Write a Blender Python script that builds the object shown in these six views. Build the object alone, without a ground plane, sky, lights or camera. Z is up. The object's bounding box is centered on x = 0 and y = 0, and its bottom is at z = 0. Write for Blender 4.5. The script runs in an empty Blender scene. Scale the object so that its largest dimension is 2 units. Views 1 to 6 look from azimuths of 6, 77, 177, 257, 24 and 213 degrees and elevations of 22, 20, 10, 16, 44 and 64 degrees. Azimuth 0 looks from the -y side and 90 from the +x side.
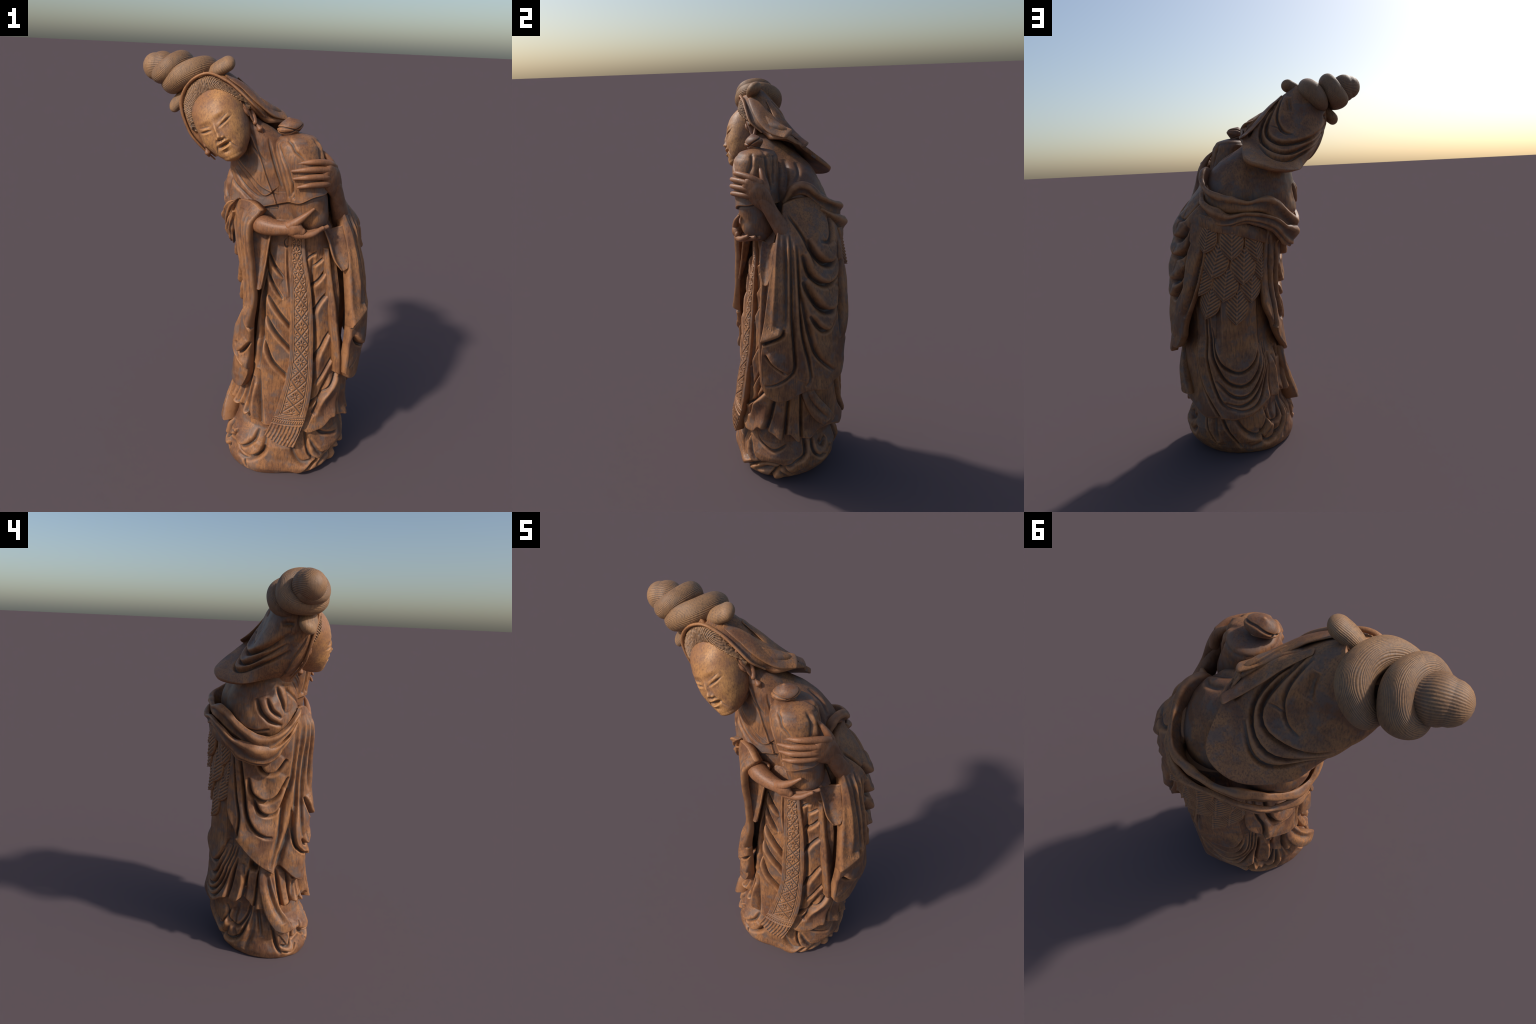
# Carved wooden statue of a leaning woman holding a wrapped vessel.
import math, random
import numpy as np
import bpy, bmesh

random.seed(7)
RNG = np.random.default_rng(7)

# ----------------------------------------------------------------- maths
def cat(p0, p1, p2, p3, t):
    return 0.5 * (2 * p1 + (p2 - p0) * t + (2 * p0 - 5 * p1 + 4 * p2 - p3) * t * t
                  + (3 * p1 - p0 - 3 * p2 + p3) * t ** 3)

def resample(pts, n, closed=False, params=None):
    """Catmull-Rom curve through pts, n samples, spaced by chord length (or by given params 0..1)."""
    p = np.asarray(pts, float)
    if p.ndim == 1:
        p = p[:, None]
    m = len(p)
    if closed:
        q = np.vstack([p, p[:1]])
    else:
        q = p
    seg = np.maximum(np.linalg.norm(np.diff(q.reshape(len(q), -1), axis=0), axis=1), 1e-6)
    cum = np.concatenate([[0], np.cumsum(seg)])
    cum /= cum[-1]
    s = params if params is not None else np.linspace(0, 1, n, endpoint=not closed)
    i = np.clip(np.searchsorted(cum, s, side='right') - 1, 0, len(seg) - 1)
    t = ((s - cum[i]) / (cum[i + 1] - cum[i]))[:, None]
    if closed:
        a, b, c, d = q[(i - 1) % m], q[i % m], q[(i + 1) % m], q[(i + 2) % m]
    else:
        ext = np.vstack([2 * p[0] - p[1], p, 2 * p[-1] - p[-2]])
        a, b, c, d = ext[i], ext[i + 1], ext[i + 2], ext[np.minimum(i + 3, m + 1)]
    return cat(a, b, c, d, t)

def lerp_table(x, xs, ys):
    """smooth (Catmull-Rom on values) lookup of ys over xs"""
    x = np.asarray(x, float)
    xs = np.asarray(xs, float)
    ys = np.asarray(ys, float)
    i = np.clip(np.searchsorted(xs, x, side='right') - 1, 0, len(xs) - 2)
    t = np.clip((x - xs[i]) / (xs[i + 1] - xs[i]), 0, 1)
    m = np.gradient(ys, xs)
    h = xs[i + 1] - xs[i]
    t2, t3 = t * t, t ** 3
    return ((2 * t3 - 3 * t2 + 1) * ys[i] + (t3 - 2 * t2 + t) * h * m[i]
            + (-2 * t3 + 3 * t2) * ys[i + 1] + (t3 - t2) * h * m[i + 1])

def unit(v):
    v = np.asarray(v, float)
    return v / np.maximum(np.linalg.norm(v, axis=-1, keepdims=True), 1e-9)

def hash3(i, j, k):
    n = (i * 73856093) ^ (j * 19349663) ^ (k * 83492791)
    n = (n ^ (n >> 13)) * 1274126177
    return ((n ^ (n >> 16)) & 0xFFFF) / 65535.0 * 2 - 1

def vnoise(P, freq):
    q = np.asarray(P) * freq + 100.3
    f = np.floor(q).astype(np.int64)
    t = q - f
    t = t * t * (3 - 2 * t)
    out = 0
    for a in (0, 1):
        for b in (0, 1):
            for c in (0, 1):
                w = ((t[..., 0] if a else 1 - t[..., 0]) * (t[..., 1] if b else 1 - t[..., 1])
                     * (t[..., 2] if c else 1 - t[..., 2]))
                out = out + w * hash3(f[..., 0] + a, f[..., 1] + b, f[..., 2] + c)
    return out

def grid_normals(P, closed_u=False):
    if closed_u:
        du = np.roll(P, -1, 1) - np.roll(P, 1, 1)
    else:
        du = np.gradient(P, axis=1)
    dv = np.gradient(P, axis=0)
    return unit(np.cross(du, dv))

# ------------------------------------------------- carved strokes (folds)
def pleat(x):
    # narrow groove, quick rise to a rounded crest, long slope away from it
    y = np.maximum(x, 0) / 1.0
    return 0.72 * y * np.exp(1 - y) * (y > 0) - 1.15 * np.exp(-((x + 0.05) / 0.42) ** 2) - 0.12 * np.exp(-((x + 1.6) / 1.2) ** 2)

def profile(kind, x, h):
    if kind == 'g':                                  # groove
        return -h * np.exp(-x * x)
    if kind == 'r':                                  # ridge
        return h * np.exp(-x * x)
    if kind == 'f':                                  # fold: sharp groove, full bulge on + side
        return h * pleat(x)
    if kind == 'F':
        return h * pleat(-x)
    if kind == 's':                                  # step: raised on + side, sharp edge
        return h * np.where(x > 0, np.exp(-(x / 3.0) ** 2), np.exp(-(x / 0.25) ** 2)) 
    if kind == 'S':
        return h * np.where(x < 0, np.exp(-(x / 3.0) ** 2), np.exp(-(x / 0.25) ** 2))
    raise ValueError(kind)

def stroke_disp(co, path, w, h, kind, side=None, taper=(1, 1), normal=None):
    """co (n,k) in metres, path (m,k). returns displacement per vertex."""
    out = np.zeros(len(co))
    reach = 5.5 if kind in 'fF' else 3.2
    lo, hi = path.min(0) - reach * w, path.max(0) + reach * w
    idx = np.where(np.all((co >= lo) & (co <= hi), axis=1))[0]
    if len(idx) == 0:
        return out
    c = co[idx]
    best = np.full(len(c), 1e9)
    sd = np.zeros(len(c))
    tt = np.zeros(len(c))
    m = len(path) - 1
    for k in range(m):
        a, b = path[k], path[k + 1]
        ab = b - a
        L2 = max(ab @ ab, 1e-12)
        t = np.clip((c - a) @ ab / L2, 0, 1)
        d = c - (a + t[:, None] * ab)
        dist = np.sqrt((d * d).sum(1))
        up = dist < best
        if not up.any():
            continue
        best[up] = dist[up]
        tt[up] = (k + t[up]) / m
        if co.shape[1] == 2:
            s = ab[0] * d[:, 1] - ab[1] * d[:, 0]
        else:
            s = (np.cross(ab, normal[idx]) * d).sum(1)
            s = -s
        sd[up] = np.where(s[up] >= 0, 1, -1)
    x = sd * best / w
    env = np.ones(len(c))
    if taper[0]:
        env *= np.clip(tt / (0.28 * taper[0]), 0, 1) ** 0.6
    if taper[1]:
        env *= np.clip((1 - tt) / (0.28 * taper[1]), 0, 1) ** 0.6
    out[idx] = profile(kind, x, h) * env
    return out

RELIEF = 1.3
def carve(P, N, strokes, uv=None):
    """strokes: (kind, width, height, points[, taper]). Points are (angle, z) if uv is given, else xyz."""
    shp = P.shape[:2]
    flat = P.reshape(-1, 3)
    nf = N.reshape(-1, 3)
    d = np.zeros(len(flat))
    for s in strokes:
        kind, w, h, pts = s[:4]
        tp = s[4] if len(s) > 4 else (1, 1)
        p = np.asarray(pts, float)
        if p.shape[1] == 2:
            q = resample(p * np.array([math.radians(1) * 0.28, 1]), 28)
            d += stroke_disp(uv.reshape(-1, 2), q, w, h * RELIEF, kind, taper=tp)
        else:
            q = resample(p, 22)
            sub = flat[::2]
            q = np.array([sub[np.argmin(((sub - a) ** 2).sum(1))] for a in q])
            for _ in range(4):
                q[1:-1] = (q[:-2] + 2 * q[1:-1] + q[2:]) / 4
            d += stroke_disp(flat, q, w, h, kind, taper=tp, normal=nf)
    return d.reshape(shp)

# ------------------------------------------------------------ mesh output
ROOT = None
def make_object(name, verts, faces, mat, parent=None, smooth=True, fix=True):
    me = bpy.data.meshes.new(name)
    me.from_pydata([tuple(v) for v in np.asarray(verts).tolist()], [], faces)
    if fix:
        bm = bmesh.new()
        bm.from_mesh(me)
        bmesh.ops.remove_doubles(bm, verts=bm.verts, dist=1e-5)
        bmesh.ops.recalc_face_normals(bm, faces=bm.faces)
        bm.to_mesh(me)
        bm.free()
    me.polygons.foreach_set('use_smooth', [smooth] * len(me.polygons))
    me.materials.append(mat)
    ob = bpy.data.objects.new(name, me)
    bpy.context.scene.collection.objects.link(ob)
    ob.parent = parent if parent is not None else ROOT
    return ob

def grid_faces(nv, nu, closed_u=False, off=0, flip=False):
    i = np.arange(nv - 1)[:, None]
    j = np.arange(nu if closed_u else nu - 1)[None, :]
    a = i * nu + j
    b = i * nu + (j + 1) % nu
    c = (i + 1) * nu + (j + 1) % nu
    d = (i + 1) * nu + j
    f = np.stack([a, b, c, d], -1).reshape(-1, 4) + off
    if flip:
        f = f[:, ::-1]
    return f.tolist()

def loft_object(name, P, mat, closed_u=True, cap=True, parent=None):
    nv, nu = P.shape[:2]
    v = P.reshape(-1, 3)
    f = grid_faces(nv, nu, closed_u)
    if cap:
        v = np.vstack([v, P[0].mean(0), P[-1].mean(0)])
        a, b = nv * nu, nv * nu + 1
        for j in range(nu):
            f.append([(j + 1) % nu, j, a])
            f.append([(nv - 1) * nu + j, (nv - 1) * nu + (j + 1) % nu, b])
    return make_object(name, v, f, mat, parent)

def shell_object(name, F, B, mat, parent=None):
    """closed solid between a front grid and a back grid"""
    nv, nu = F.shape[:2]
    v = np.vstack([F.reshape(-1, 3), B.reshape(-1, 3)])
    n = nv * nu
    f = grid_faces(nv, nu) + grid_faces(nv, nu, off=n, flip=True)
    def side(ix):
        for a, b in zip(ix[:-1], ix[1:]):
            f.append([a, b, b + n, a + n])
    side([j for j in range(nu)][::-1])
    side([(nv - 1) * nu + j for j in range(nu)])
    side([i * nu for i in range(nv)])
    side([i * nu + nu - 1 for i in range(nv)][::-1])
    return make_object(name, v, f, mat, parent)

def edge_dist(P, edges):
    """approximate metric distance of each grid vertex to the named borders (L R T B)"""
    du = np.concatenate([np.zeros((P.shape[0], 1)), np.cumsum(np.linalg.norm(np.diff(P, axis=1), axis=2), 1)], 1)
    dv = np.concatenate([np.zeros((1, P.shape[1])), np.cumsum(np.linalg.norm(np.diff(P, axis=0), axis=2), 0)], 0)
    d = np.full(P.shape[:2], 9.0)
    if 'L' in edges: d = np.minimum(d, du)
    if 'R' in edges: d = np.minimum(d, du[:, -1:] - du)
    if 'T' in edges: d = np.minimum(d, dv)
    if 'B' in edges: d = np.minimum(d, dv[-1:] - dv)
    return d

def round_rim(d, r):
    x = np.clip(d, 0, r)
    return -(r - np.sqrt(np.maximum(r * r - (r - x) ** 2, 0)))

def warp(lin, ends=0.5):
    """cluster grid lines towards both ends"""
    return lin + ends * (np.sin(2 * np.pi * lin) * -1 / (2 * np.pi))

def ctrl_grid(rows, nu, nv):
    su = warp(np.linspace(0, 1, nu), 0.6)
    sv = warp(np.linspace(0, 1, nv), 0.6)
    R = np.stack([resample(r, nu, params=su) for r in rows])       # rows, nu, k
    k = R.shape[2]
    # common parameter down the rows
    m = R.reshape(len(rows), -1)
    seg = np.maximum(np.linalg.norm(np.diff(m, axis=0), axis=1), 1e-6)
    cum = np.concatenate([[0], np.cumsum(seg)]) / seg.sum()
    i = np.clip(np.searchsorted(cum, sv, side='right') - 1, 0, len(seg) - 1)
    t = ((sv - cum[i]) / (cum[i + 1] - cum[i]))[:, None, None]
    ext = np.concatenate([2 * R[:1] - R[1:2], R, 2 * R[-1:] - R[-2:-1]])
    return cat(ext[i], ext[i + 1], ext[i + 2], ext[np.minimum(i + 3, len(ext) - 1)], t)

def tube(pts, radii, nseg=28, nl=48, flat=1.0, flat_dir=None, cap_round=True, strands=0, amp=0.0, twist=0.0):
    """swept tube; radii per control point; flat<1 squashes along flat_dir"""
    C = resample(pts, nl)
    cum = np.linspace(0, 1, len(np.atleast_1d(radii)))
    r = lerp_table(np.linspace(0, 1, nl), cum, radii)
    T = unit(np.gradient(C, axis=0))
    ref = unit(flat_dir if flat_dir is not None else (0.13, 0.2, 1.0))
    P = np.zeros((nl, nseg, 3))
    a = np.linspace(0, 2 * np.pi, nseg, endpoint=False)
    for i in range(nl):
        n1 = unit(ref - (ref @ T[i]) * T[i])
        n2 = np.cross(T[i], n1)
        s = i / (nl - 1)
        rr = r[i] * (1 + amp * np.cos(strands * a + twist * s))
        P[i] = C[i] + np.outer(np.cos(a) * rr * flat, n1) + np.outer(np.sin(a) * rr, n2)
    if cap_round:
        rows = []
        for k in range(6, 0, -1):
            g = k / 6 * math.pi / 2
            rows.append(C[0] - T[0] * r[0] * math.sin(g) * min(1, flat + .2) + (P[0] - C[0]) * max(math.cos(g), 0.02))
        end = []
        for k in range(1, 7):
            g = k / 6 * math.pi / 2
            end.append(C[-1] + T[-1] * r[-1] * math.sin(g) * min(1, flat + .2) + (P[-1] - C[-1]) * max(math.cos(g), 0.02))
        P = np.concatenate([np.array(rows), P, np.array(end)])
    return P

# -------------------------------------------------------------- materials
def wood(name, light, mid, dark, dust_sheen=(0.19, 0.155, 0.13), grain=(70, 70, 7), gloss=0.48, edge=0.6, speck=0.5,
         dust_sheen_amount=0.5):
    m = bpy.data.materials.new(name)
    m.use_nodes = True
    nt = m.node_tree
    N, L = nt.nodes, nt.links
    bsdf = N['Principled BSDF']
    tc = N.new('ShaderNodeTexCoord')
    def noise(scale, detail=4, rough=0.55, vec=None, dist=0.0):
        n = N.new('ShaderNodeTexNoise')
        n.inputs['Scale'].default_value = scale
        n.inputs['Detail'].default_value = detail
        n.inputs['Roughness'].default_value = rough
        n.inputs['Distortion'].default_value = dist
        L.new(vec if vec is not None else tc.outputs['Object'], n.inputs['Vector'])
        return n.outputs['Fac']
    def ramp(fac, a, b):
        r = N.new('ShaderNodeMapRange')
        r.inputs['From Min'].default_value = a
        r.inputs['From Max'].default_value = b
        L.new(fac, r.inputs['Value'])
        return r.outputs['Result']
    def mix(fac, a, b):
        x = N.new('ShaderNodeMix')
        x.data_type = 'RGBA'
        if isinstance(fac, (int, float)):
            x.inputs['Factor'].default_value = fac
        else:
            L.new(fac, x.inputs['Factor'])
        for sock, v in ((6, a), (7, b)):
            if isinstance(v, tuple):
                x.inputs[sock].default_value = (*v, 1)
            else:
                L.new(v, x.inputs[sock])
        return x.outputs[2]
    def mul(a, b):
        x = N.new('ShaderNodeMath')
        x.operation = 'MULTIPLY'
        for k, v in ((0, a), (1, b)):
            if isinstance(v, (int, float)):
                x.inputs[k].default_value = v
            else:
                L.new(v, x.inputs[k])
        return x.outputs[0]
    mp = N.new('ShaderNodeMapping')
    mp.inputs['Scale'].default_value = grain
    L.new(tc.outputs['Object'], mp.inputs['Vector'])
    fibre = noise(2.6, 6, 0.65, mp.outputs['Vector'], 0.3)
    patch = noise(6.0, 6, 0.66)
    blotch = noise(14.0, 7, 0.68)
    fine = noise(120.0, 3, 0.6)
    col = mix(ramp(patch, 0.41, 0.59), mid, light)
    col = mix(mul(ramp(fibre, 0.46, 0.66), 0.7), col, dark)
    col = mix(mul(ramp(blotch, 0.5, 0.6), dust_sheen_amount), col, dust_sheen)
    col = mix(mul(ramp(fine, 0.62, 0.74), speck), col, dark)
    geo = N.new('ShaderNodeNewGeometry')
    worn = mul(mul(ramp(geo.outputs['Pointiness'], 0.504, 0.532), edge), ramp(blotch, 0.30, 0.55))
    col = mix(worn, col, tuple(min(1, c * 1.38) for c in light))
    crease_tone = mul(mul(ramp(geo.outputs['Pointiness'], 0.496, 0.465), 0.7), ramp(patch, 0.25, 0.45))  # mixes dark grey into concave creases, broken up by the patch noise
    col = mix(crease_tone, col, (0.085, 0.07, 0.062))
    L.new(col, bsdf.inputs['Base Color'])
    ro = N.new('ShaderNodeMapRange')
    ro.inputs['To Min'].default_value = gloss - 0.1
    ro.inputs['To Max'].default_value = gloss + 0.18
    L.new(blotch, ro.inputs['Value'])
    L.new(ro.outputs['Result'], bsdf.inputs['Roughness'])
    bsdf.inputs['Specular IOR Level'].default_value = 0.35
    b1 = N.new('ShaderNodeBump')
    b1.inputs['Strength'].default_value = 0.28
    b1.inputs['Distance'].default_value = 0.003
    L.new(fibre, b1.inputs['Height'])
    b2 = N.new('ShaderNodeBump')
    b2.inputs['Strength'].default_value = 0.16
    b2.inputs['Distance'].default_value = 0.002
    L.new(fine, b2.inputs['Height'])
    L.new(b1.outputs['Normal'], b2.inputs['Normal'])
    L.new(b2.outputs['Normal'], bsdf.inputs['Normal'])
    return m

ROBE = wood('carved_brown_wood', (0.335, 0.150, 0.060), (0.170, 0.074, 0.038), (0.066, 0.038, 0.030), dust_sheen=(0.122, 0.094, 0.084), dust_sheen_amount=.65)  # robe blotches: dusty patina plus grey sky sheen painted into the colour
SKIN = wood('polished_brown_wood', (0.262, 0.112, 0.050), (0.175, 0.075, 0.038), (0.075, 0.041, 0.031), gloss=0.42, dust_sheen_amount=0.3)
FACE = wood('golden_wood', (0.46, 0.222, 0.080), (0.31, 0.140, 0.060), (0.15, 0.073, 0.044), dust_sheen=(0.20, 0.10, 0.064),
            grain=(60, 60, 30), gloss=0.45, speck=0.6, dust_sheen_amount=0.55)
HAIR = wood('hair_wood', (0.30, 0.160, 0.074), (0.20, 0.105, 0.055), (0.08, 0.051, 0.040), dust_sheen=(0.15, 0.112, 0.09), gloss=0.5)

ROOT = bpy.data.objects.new('wooden_statue', None)
bpy.context.scene.collection.objects.link(ROOT)
ROOT['label'] = 'carved brown wooden woman leaning sideways, holding a wrapped jar'
ROOT['category'] = 'statue'

# ------------------------------------------------- lower body envelope
# radius round the vertical axis (0.19, 0) every 45 degrees; 0 = front, 90 = +x
AX = np.array([0.19, 0.0])
Z_LEVEL = [0.0, 0.045, 0.1, 0.27, 0.40, 0.55, 0.70, 0.85, 1.0, 1.2, 1.28, 1.34]
R_LEVEL = np.array([   # every 30 degrees
    [.268, .268, .24, .215, .20, .185, .185, .20, .24, .285, .328, .315],
    [.290, .300, .285, .265, .245, .215, .208, .222, .25, .295, .335, .325],
    [.285, .29, .295, .29, .28, .245, .22, .23, .25, .285, .32, .31],
    [.27, .295, .315, .29, .29, .29, .28, .275, .255, .28, .31, .295],
    [.25, .275, .295, .285, .285, .285, .265, .255, .25, .265, .29, .28],
    [.24, .265, .285, .285, .285, .28, .26, .25, .245, .255, .27, .265],
    [.228, .25, .275, .28, .28, .28, .262, .245, .24, .25, .26, .25],
    [.207, .225, .26, .28, .28, .275, .265, .25, .24, .25, .26, .232],
    [.177, .195, .25, .27, .275, .28, .272, .255, .25, .26, .255, .205],
    [.145, .17, .20, .24, .26, .28, .275, .27, .28, .29, .24, .17],
    [.145, .165, .18, .20, .23, .265, .278, .27, .28, .285, .23, .165],
    [.10, .12, .14, .17, .20, .24, .26, .25, .26, .25, .18, .12]])

def table_R(th, z, levels, table):
    levels = np.asarray(levels)
    n = table.shape[1]
    a = (np.asarray(th) % 360) / (360 / n)
    i = np.floor(a).astype(int)
    t = a - i
    zi = np.clip(np.searchsorted(levels, z, side='right') - 1, 0, len(levels) - 2)
    zt = np.clip((z - levels[zi]) / (levels[zi + 1] - levels[zi]), 0, 1)
    def rr(k):
        k = np.clip(k, 0, len(levels) - 1)
        return cat(table[k, (i - 1) % n], table[k, i % n], table[k, (i + 1) % n], table[k, (i + 2) % n], t)
    return cat(rr(zi - 1), rr(zi), rr(zi + 1), rr(zi + 2), zt)

def body_R(th, z):
    # folds stand proud of this surface, so it sits a little inside the measured outline
    return table_R(th, z, Z_LEVEL, R_LEVEL) - 0.007 * np.clip((z - 0.12) / 0.1, 0, 1)

def on_body(th, z, off=0.0):
    r = body_R(th, z) + off
    a = np.radians(th)
    return np.stack([AX[0] + r * np.sin(a), AX[1] - r * np.cos(a), z + 0 * r], -1)

def at_radius(th, z, r):
    a = np.radians(th)
    return np.stack([AX[0] + r * np.sin(a), AX[1] - r * np.cos(a), z + 0 * r], -1)

def body_uv(th, z):
    return np.stack([np.radians(th) * 0.28, z], -1)

def drape(name, rows, nu, nv, mat, strokes=(), thick=0.03, rim=0.010, edges='LRB', extra=None, parent=None, wob=0.0016):
    """cloth panel round the body axis: rows of (angle, z, radius) from top to bottom"""
    rows = [[(a / 200, b, c) for a, b, c in r] for r in rows]
    G = ctrl_grid(rows, nu, nv)
    th, z, rad = G[..., 0] * 200, G[..., 1], G[..., 2]
    P = at_radius(th, z, rad - (0.005 if len(strokes) > 3 else 0))
    N = grid_normals(P)
    out = P - np.array([AX[0], AX[1], 0])
    out[..., 2] = 0
    out = unit(out)
    if (N * out).sum() < 0:
        N = -N
    d = carve(P, N, strokes, body_uv(th, z))
    d = d + wob * (vnoise(P, 18) + 0.6 * vnoise(P, 45))
    if extra is not None:
        d = d + extra(th, z, P)
    d = d + round_rim(edge_dist(P, edges), rim)
    F = P + N * d[..., None]
    B = P - out * thick
    return shell_object(name, F, B, mat, parent)

# ------------------------------------------------------------- underskirt
def ring_loft(name, zs, nu, mat, radius, strokes, zmap=None, wob=0.0016, centre=None, post=None, parent=None):
    th = np.linspace(-180, 180, nu, endpoint=False)
    TH, Z = np.meshgrid(th, zs)
    if zmap is not None:
        Z = zmap(TH, Z)
    r = radius(TH, Z)
    a = np.radians(TH)
    cx, cy = (AX[0], AX[1]) if centre is None else centre(Z)
    P = np.stack([cx + r * np.sin(a), cy - r * np.cos(a), Z], -1)
    N = grid_normals(P, True)
    rad = np.stack([np.sin(a), -np.cos(a), 0 * a], -1)
    if (N * rad).sum() < 0:
        N = -N
    uv = body_uv(TH, Z)
    d = 0
    for shift in (0, 360, -360):                       # strokes may run across the seam at 180
        uvs = uv + np.array([math.radians(shift) * 0.28, 0])
        d = d + carve(P, N, [s for s in strokes if len(s[3][0]) == 2], uvs)
    d = d + carve(P, N, [s for s in strokes if len(s[3][0]) == 3])
    d = d + wob * (vnoise(P, 18) + 0.6 * vnoise(P, 45))
    if post is not None:
        d = d + post(TH, Z)
    Q = P + N * d[..., None]
    Q[..., 2] = np.maximum(Q[..., 2], 0.0005)
    return loft_object(name, Q, mat, parent=parent)

UNDER = [
    ('f', .022, .018, [(-57, .17), (-46, .115), (-33, .09), (-22, .12), (-18, .17)]),
    ('f', .018, .014, [(-55, .14), (-41, .13), (-31, .18), (-29, .24)]),
    ('g', .012, .016, [(-20, .24), (-19, .16), (-24, .11), (-35, .07), (-46, .075)]),
    ('g', .005, .012, [(-37, .06), (-34, .01)]),
    ('g', .014, .018, [(10, .24), (11, .15), (18, .095), (26, .095), (34, .12)]),
    ('f', .016, .014, [(23, .26), (25, .16), (31, .115), (40, .10)]),
    ('g', .010, .012, [(26, .23), (37, .14), (46, .13)]),
    ('g', .004, .010, [(24, .015), (31, .07)]),
    ('f', .020, .016, [(80, .14), (66, .11), (56, .05), (52, .0)]),
    ('f', .020, .014, [(34, .28), (41, .24), (50, .22), (60, .21), (72, .24)]),
    ('f', .024, .018, [(16, .0), (30, .07), (52, .13), (66, .125), (78, .06)]),
    ('g', .012, .014, [(36, .05), (52, .085), (64, .08), (72, .03)]),
    ('f', .020, .014, [(92, .28), (91, .18), (78, .14)]),
    ('f', .018, .014, [(101, .27), (100, .19), (110, .13), (120, .12)]),
    ('g', .012, .016, [(108, .23), (112, .20), (120, .22)]),
    ('g', .012, .014, [(107, .16), (115, .13), (125, .17)]),
    ('f', .020, .014, [(137, .26), (141, .17), (149, .06)]),
    ('g', .014, .012, [(150, .26), (151, .10)]),
    ('f', .022, .016, [(157, .27), (168, .15), (182, .05)]),
    ('F', .022, .016, [(173, .25), (190, .14), (208, .13), (222, .25)]),
    ('g', .013, .012, [(228, .26), (221, .13), (206, .06), (190, .05)]),
    ('g', .016, .014, [(-126, .30), (-131, .20), (-126, .05)]),
    ('F', .020, .014, [(-145, .27), (-138, .18), (-125, .165), (-113, .23), (-108, .31)]),
    ('F', .020, .016, [(-155, .16), (-144, .07), (-123, .10), (-110, .22), (-107, .30)]),
    ('g', .016, .014, [(-115, .04), (-106, .15), (-102, .29)]),
    ('g', .012, .014, [(-99, .29), (-95, .13)]),
    ('f', .018, .014, [(-83, .20), (-79, .09), (-74, .03)]),
    ('f', .018, .018, [(-76, .09), (-67, .085), (-63, .20)]),
    ('f', .016, .014, [(-74, .05), (-64, .035), (-58, .08)]),
    ('f', .016, .014, [(-66, .11), (-56, .13), (-50, .19)]),
]
def under_radius(th, z):
    r = body_R(th, np.minimum(z, 0.34))
    r = r - 0.03 * np.clip((z - 0.17) / 0.08, 0, 1)
    r = r - 0.006 * np.clip(1 - z / 0.015, 0, 1) ** 2
    return r
ring_loft('underskirt', np.concatenate([np.linspace(0.001, 0.03, 10), np.linspace(0.034, 0.40, 100)]), 560, ROBE, under_radius, UNDER)

# ------------------------------------------------------------------ skirt
HEM_T = [-180, -169, -158, -147, -141, -130, -122, -113, -105, -98, -86, -76, -70, -66, -56, -50, -44, -39, -31, -25, -19, -8, 5, 15, 24,
         31, 38, 45, 51, 61, 68, 75, 82, 90, 97, 103, 115, 128, 136, 142, 152, 165, 175, 180]
HEM_Z = [.245, .25, .28, .315, .325, .315, .34, .335, .30, .30, .30, .31, .32, .33, .33, .345, .30, .335, .31, .29, .29, .29, .29, .29, .27,
         .28, .295, .335, .335, .32, .30, .32, .28, .28, .27, .30, .31, .29, .265, .25, .25, .258, .242, .245]
def hem(th):
    return lerp_table(th, HEM_T, HEM_Z)
def bump1(x, c, w):
    return np.exp(-((x - c) / w) ** 2)
def skirt_radius(th, z):
    r = body_R(th, z)
    sleeve_l = np.clip((z - 0.5) / 0.12, 0, 1) * np.clip(np.minimum(th + 150, -44 - th) / 8, 0, 1)
    sleeve_r = np.clip((z - 0.58) / 0.10, 0, 1) * np.clip(np.minimum(th - 57, 168 - th) / 8, 0, 1)
    return r - 0.03 * sleeve_l - 0.03 * sleeve_r
def skirt_post(th, z):
    h = hem(th)
    d = z - h
    flare = 0.012 * np.exp(-(d / 0.05) ** 2)
    return flare + round_rim(np.maximum(d, 0), 0.012) - 0.03 * (d < 0)
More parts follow.
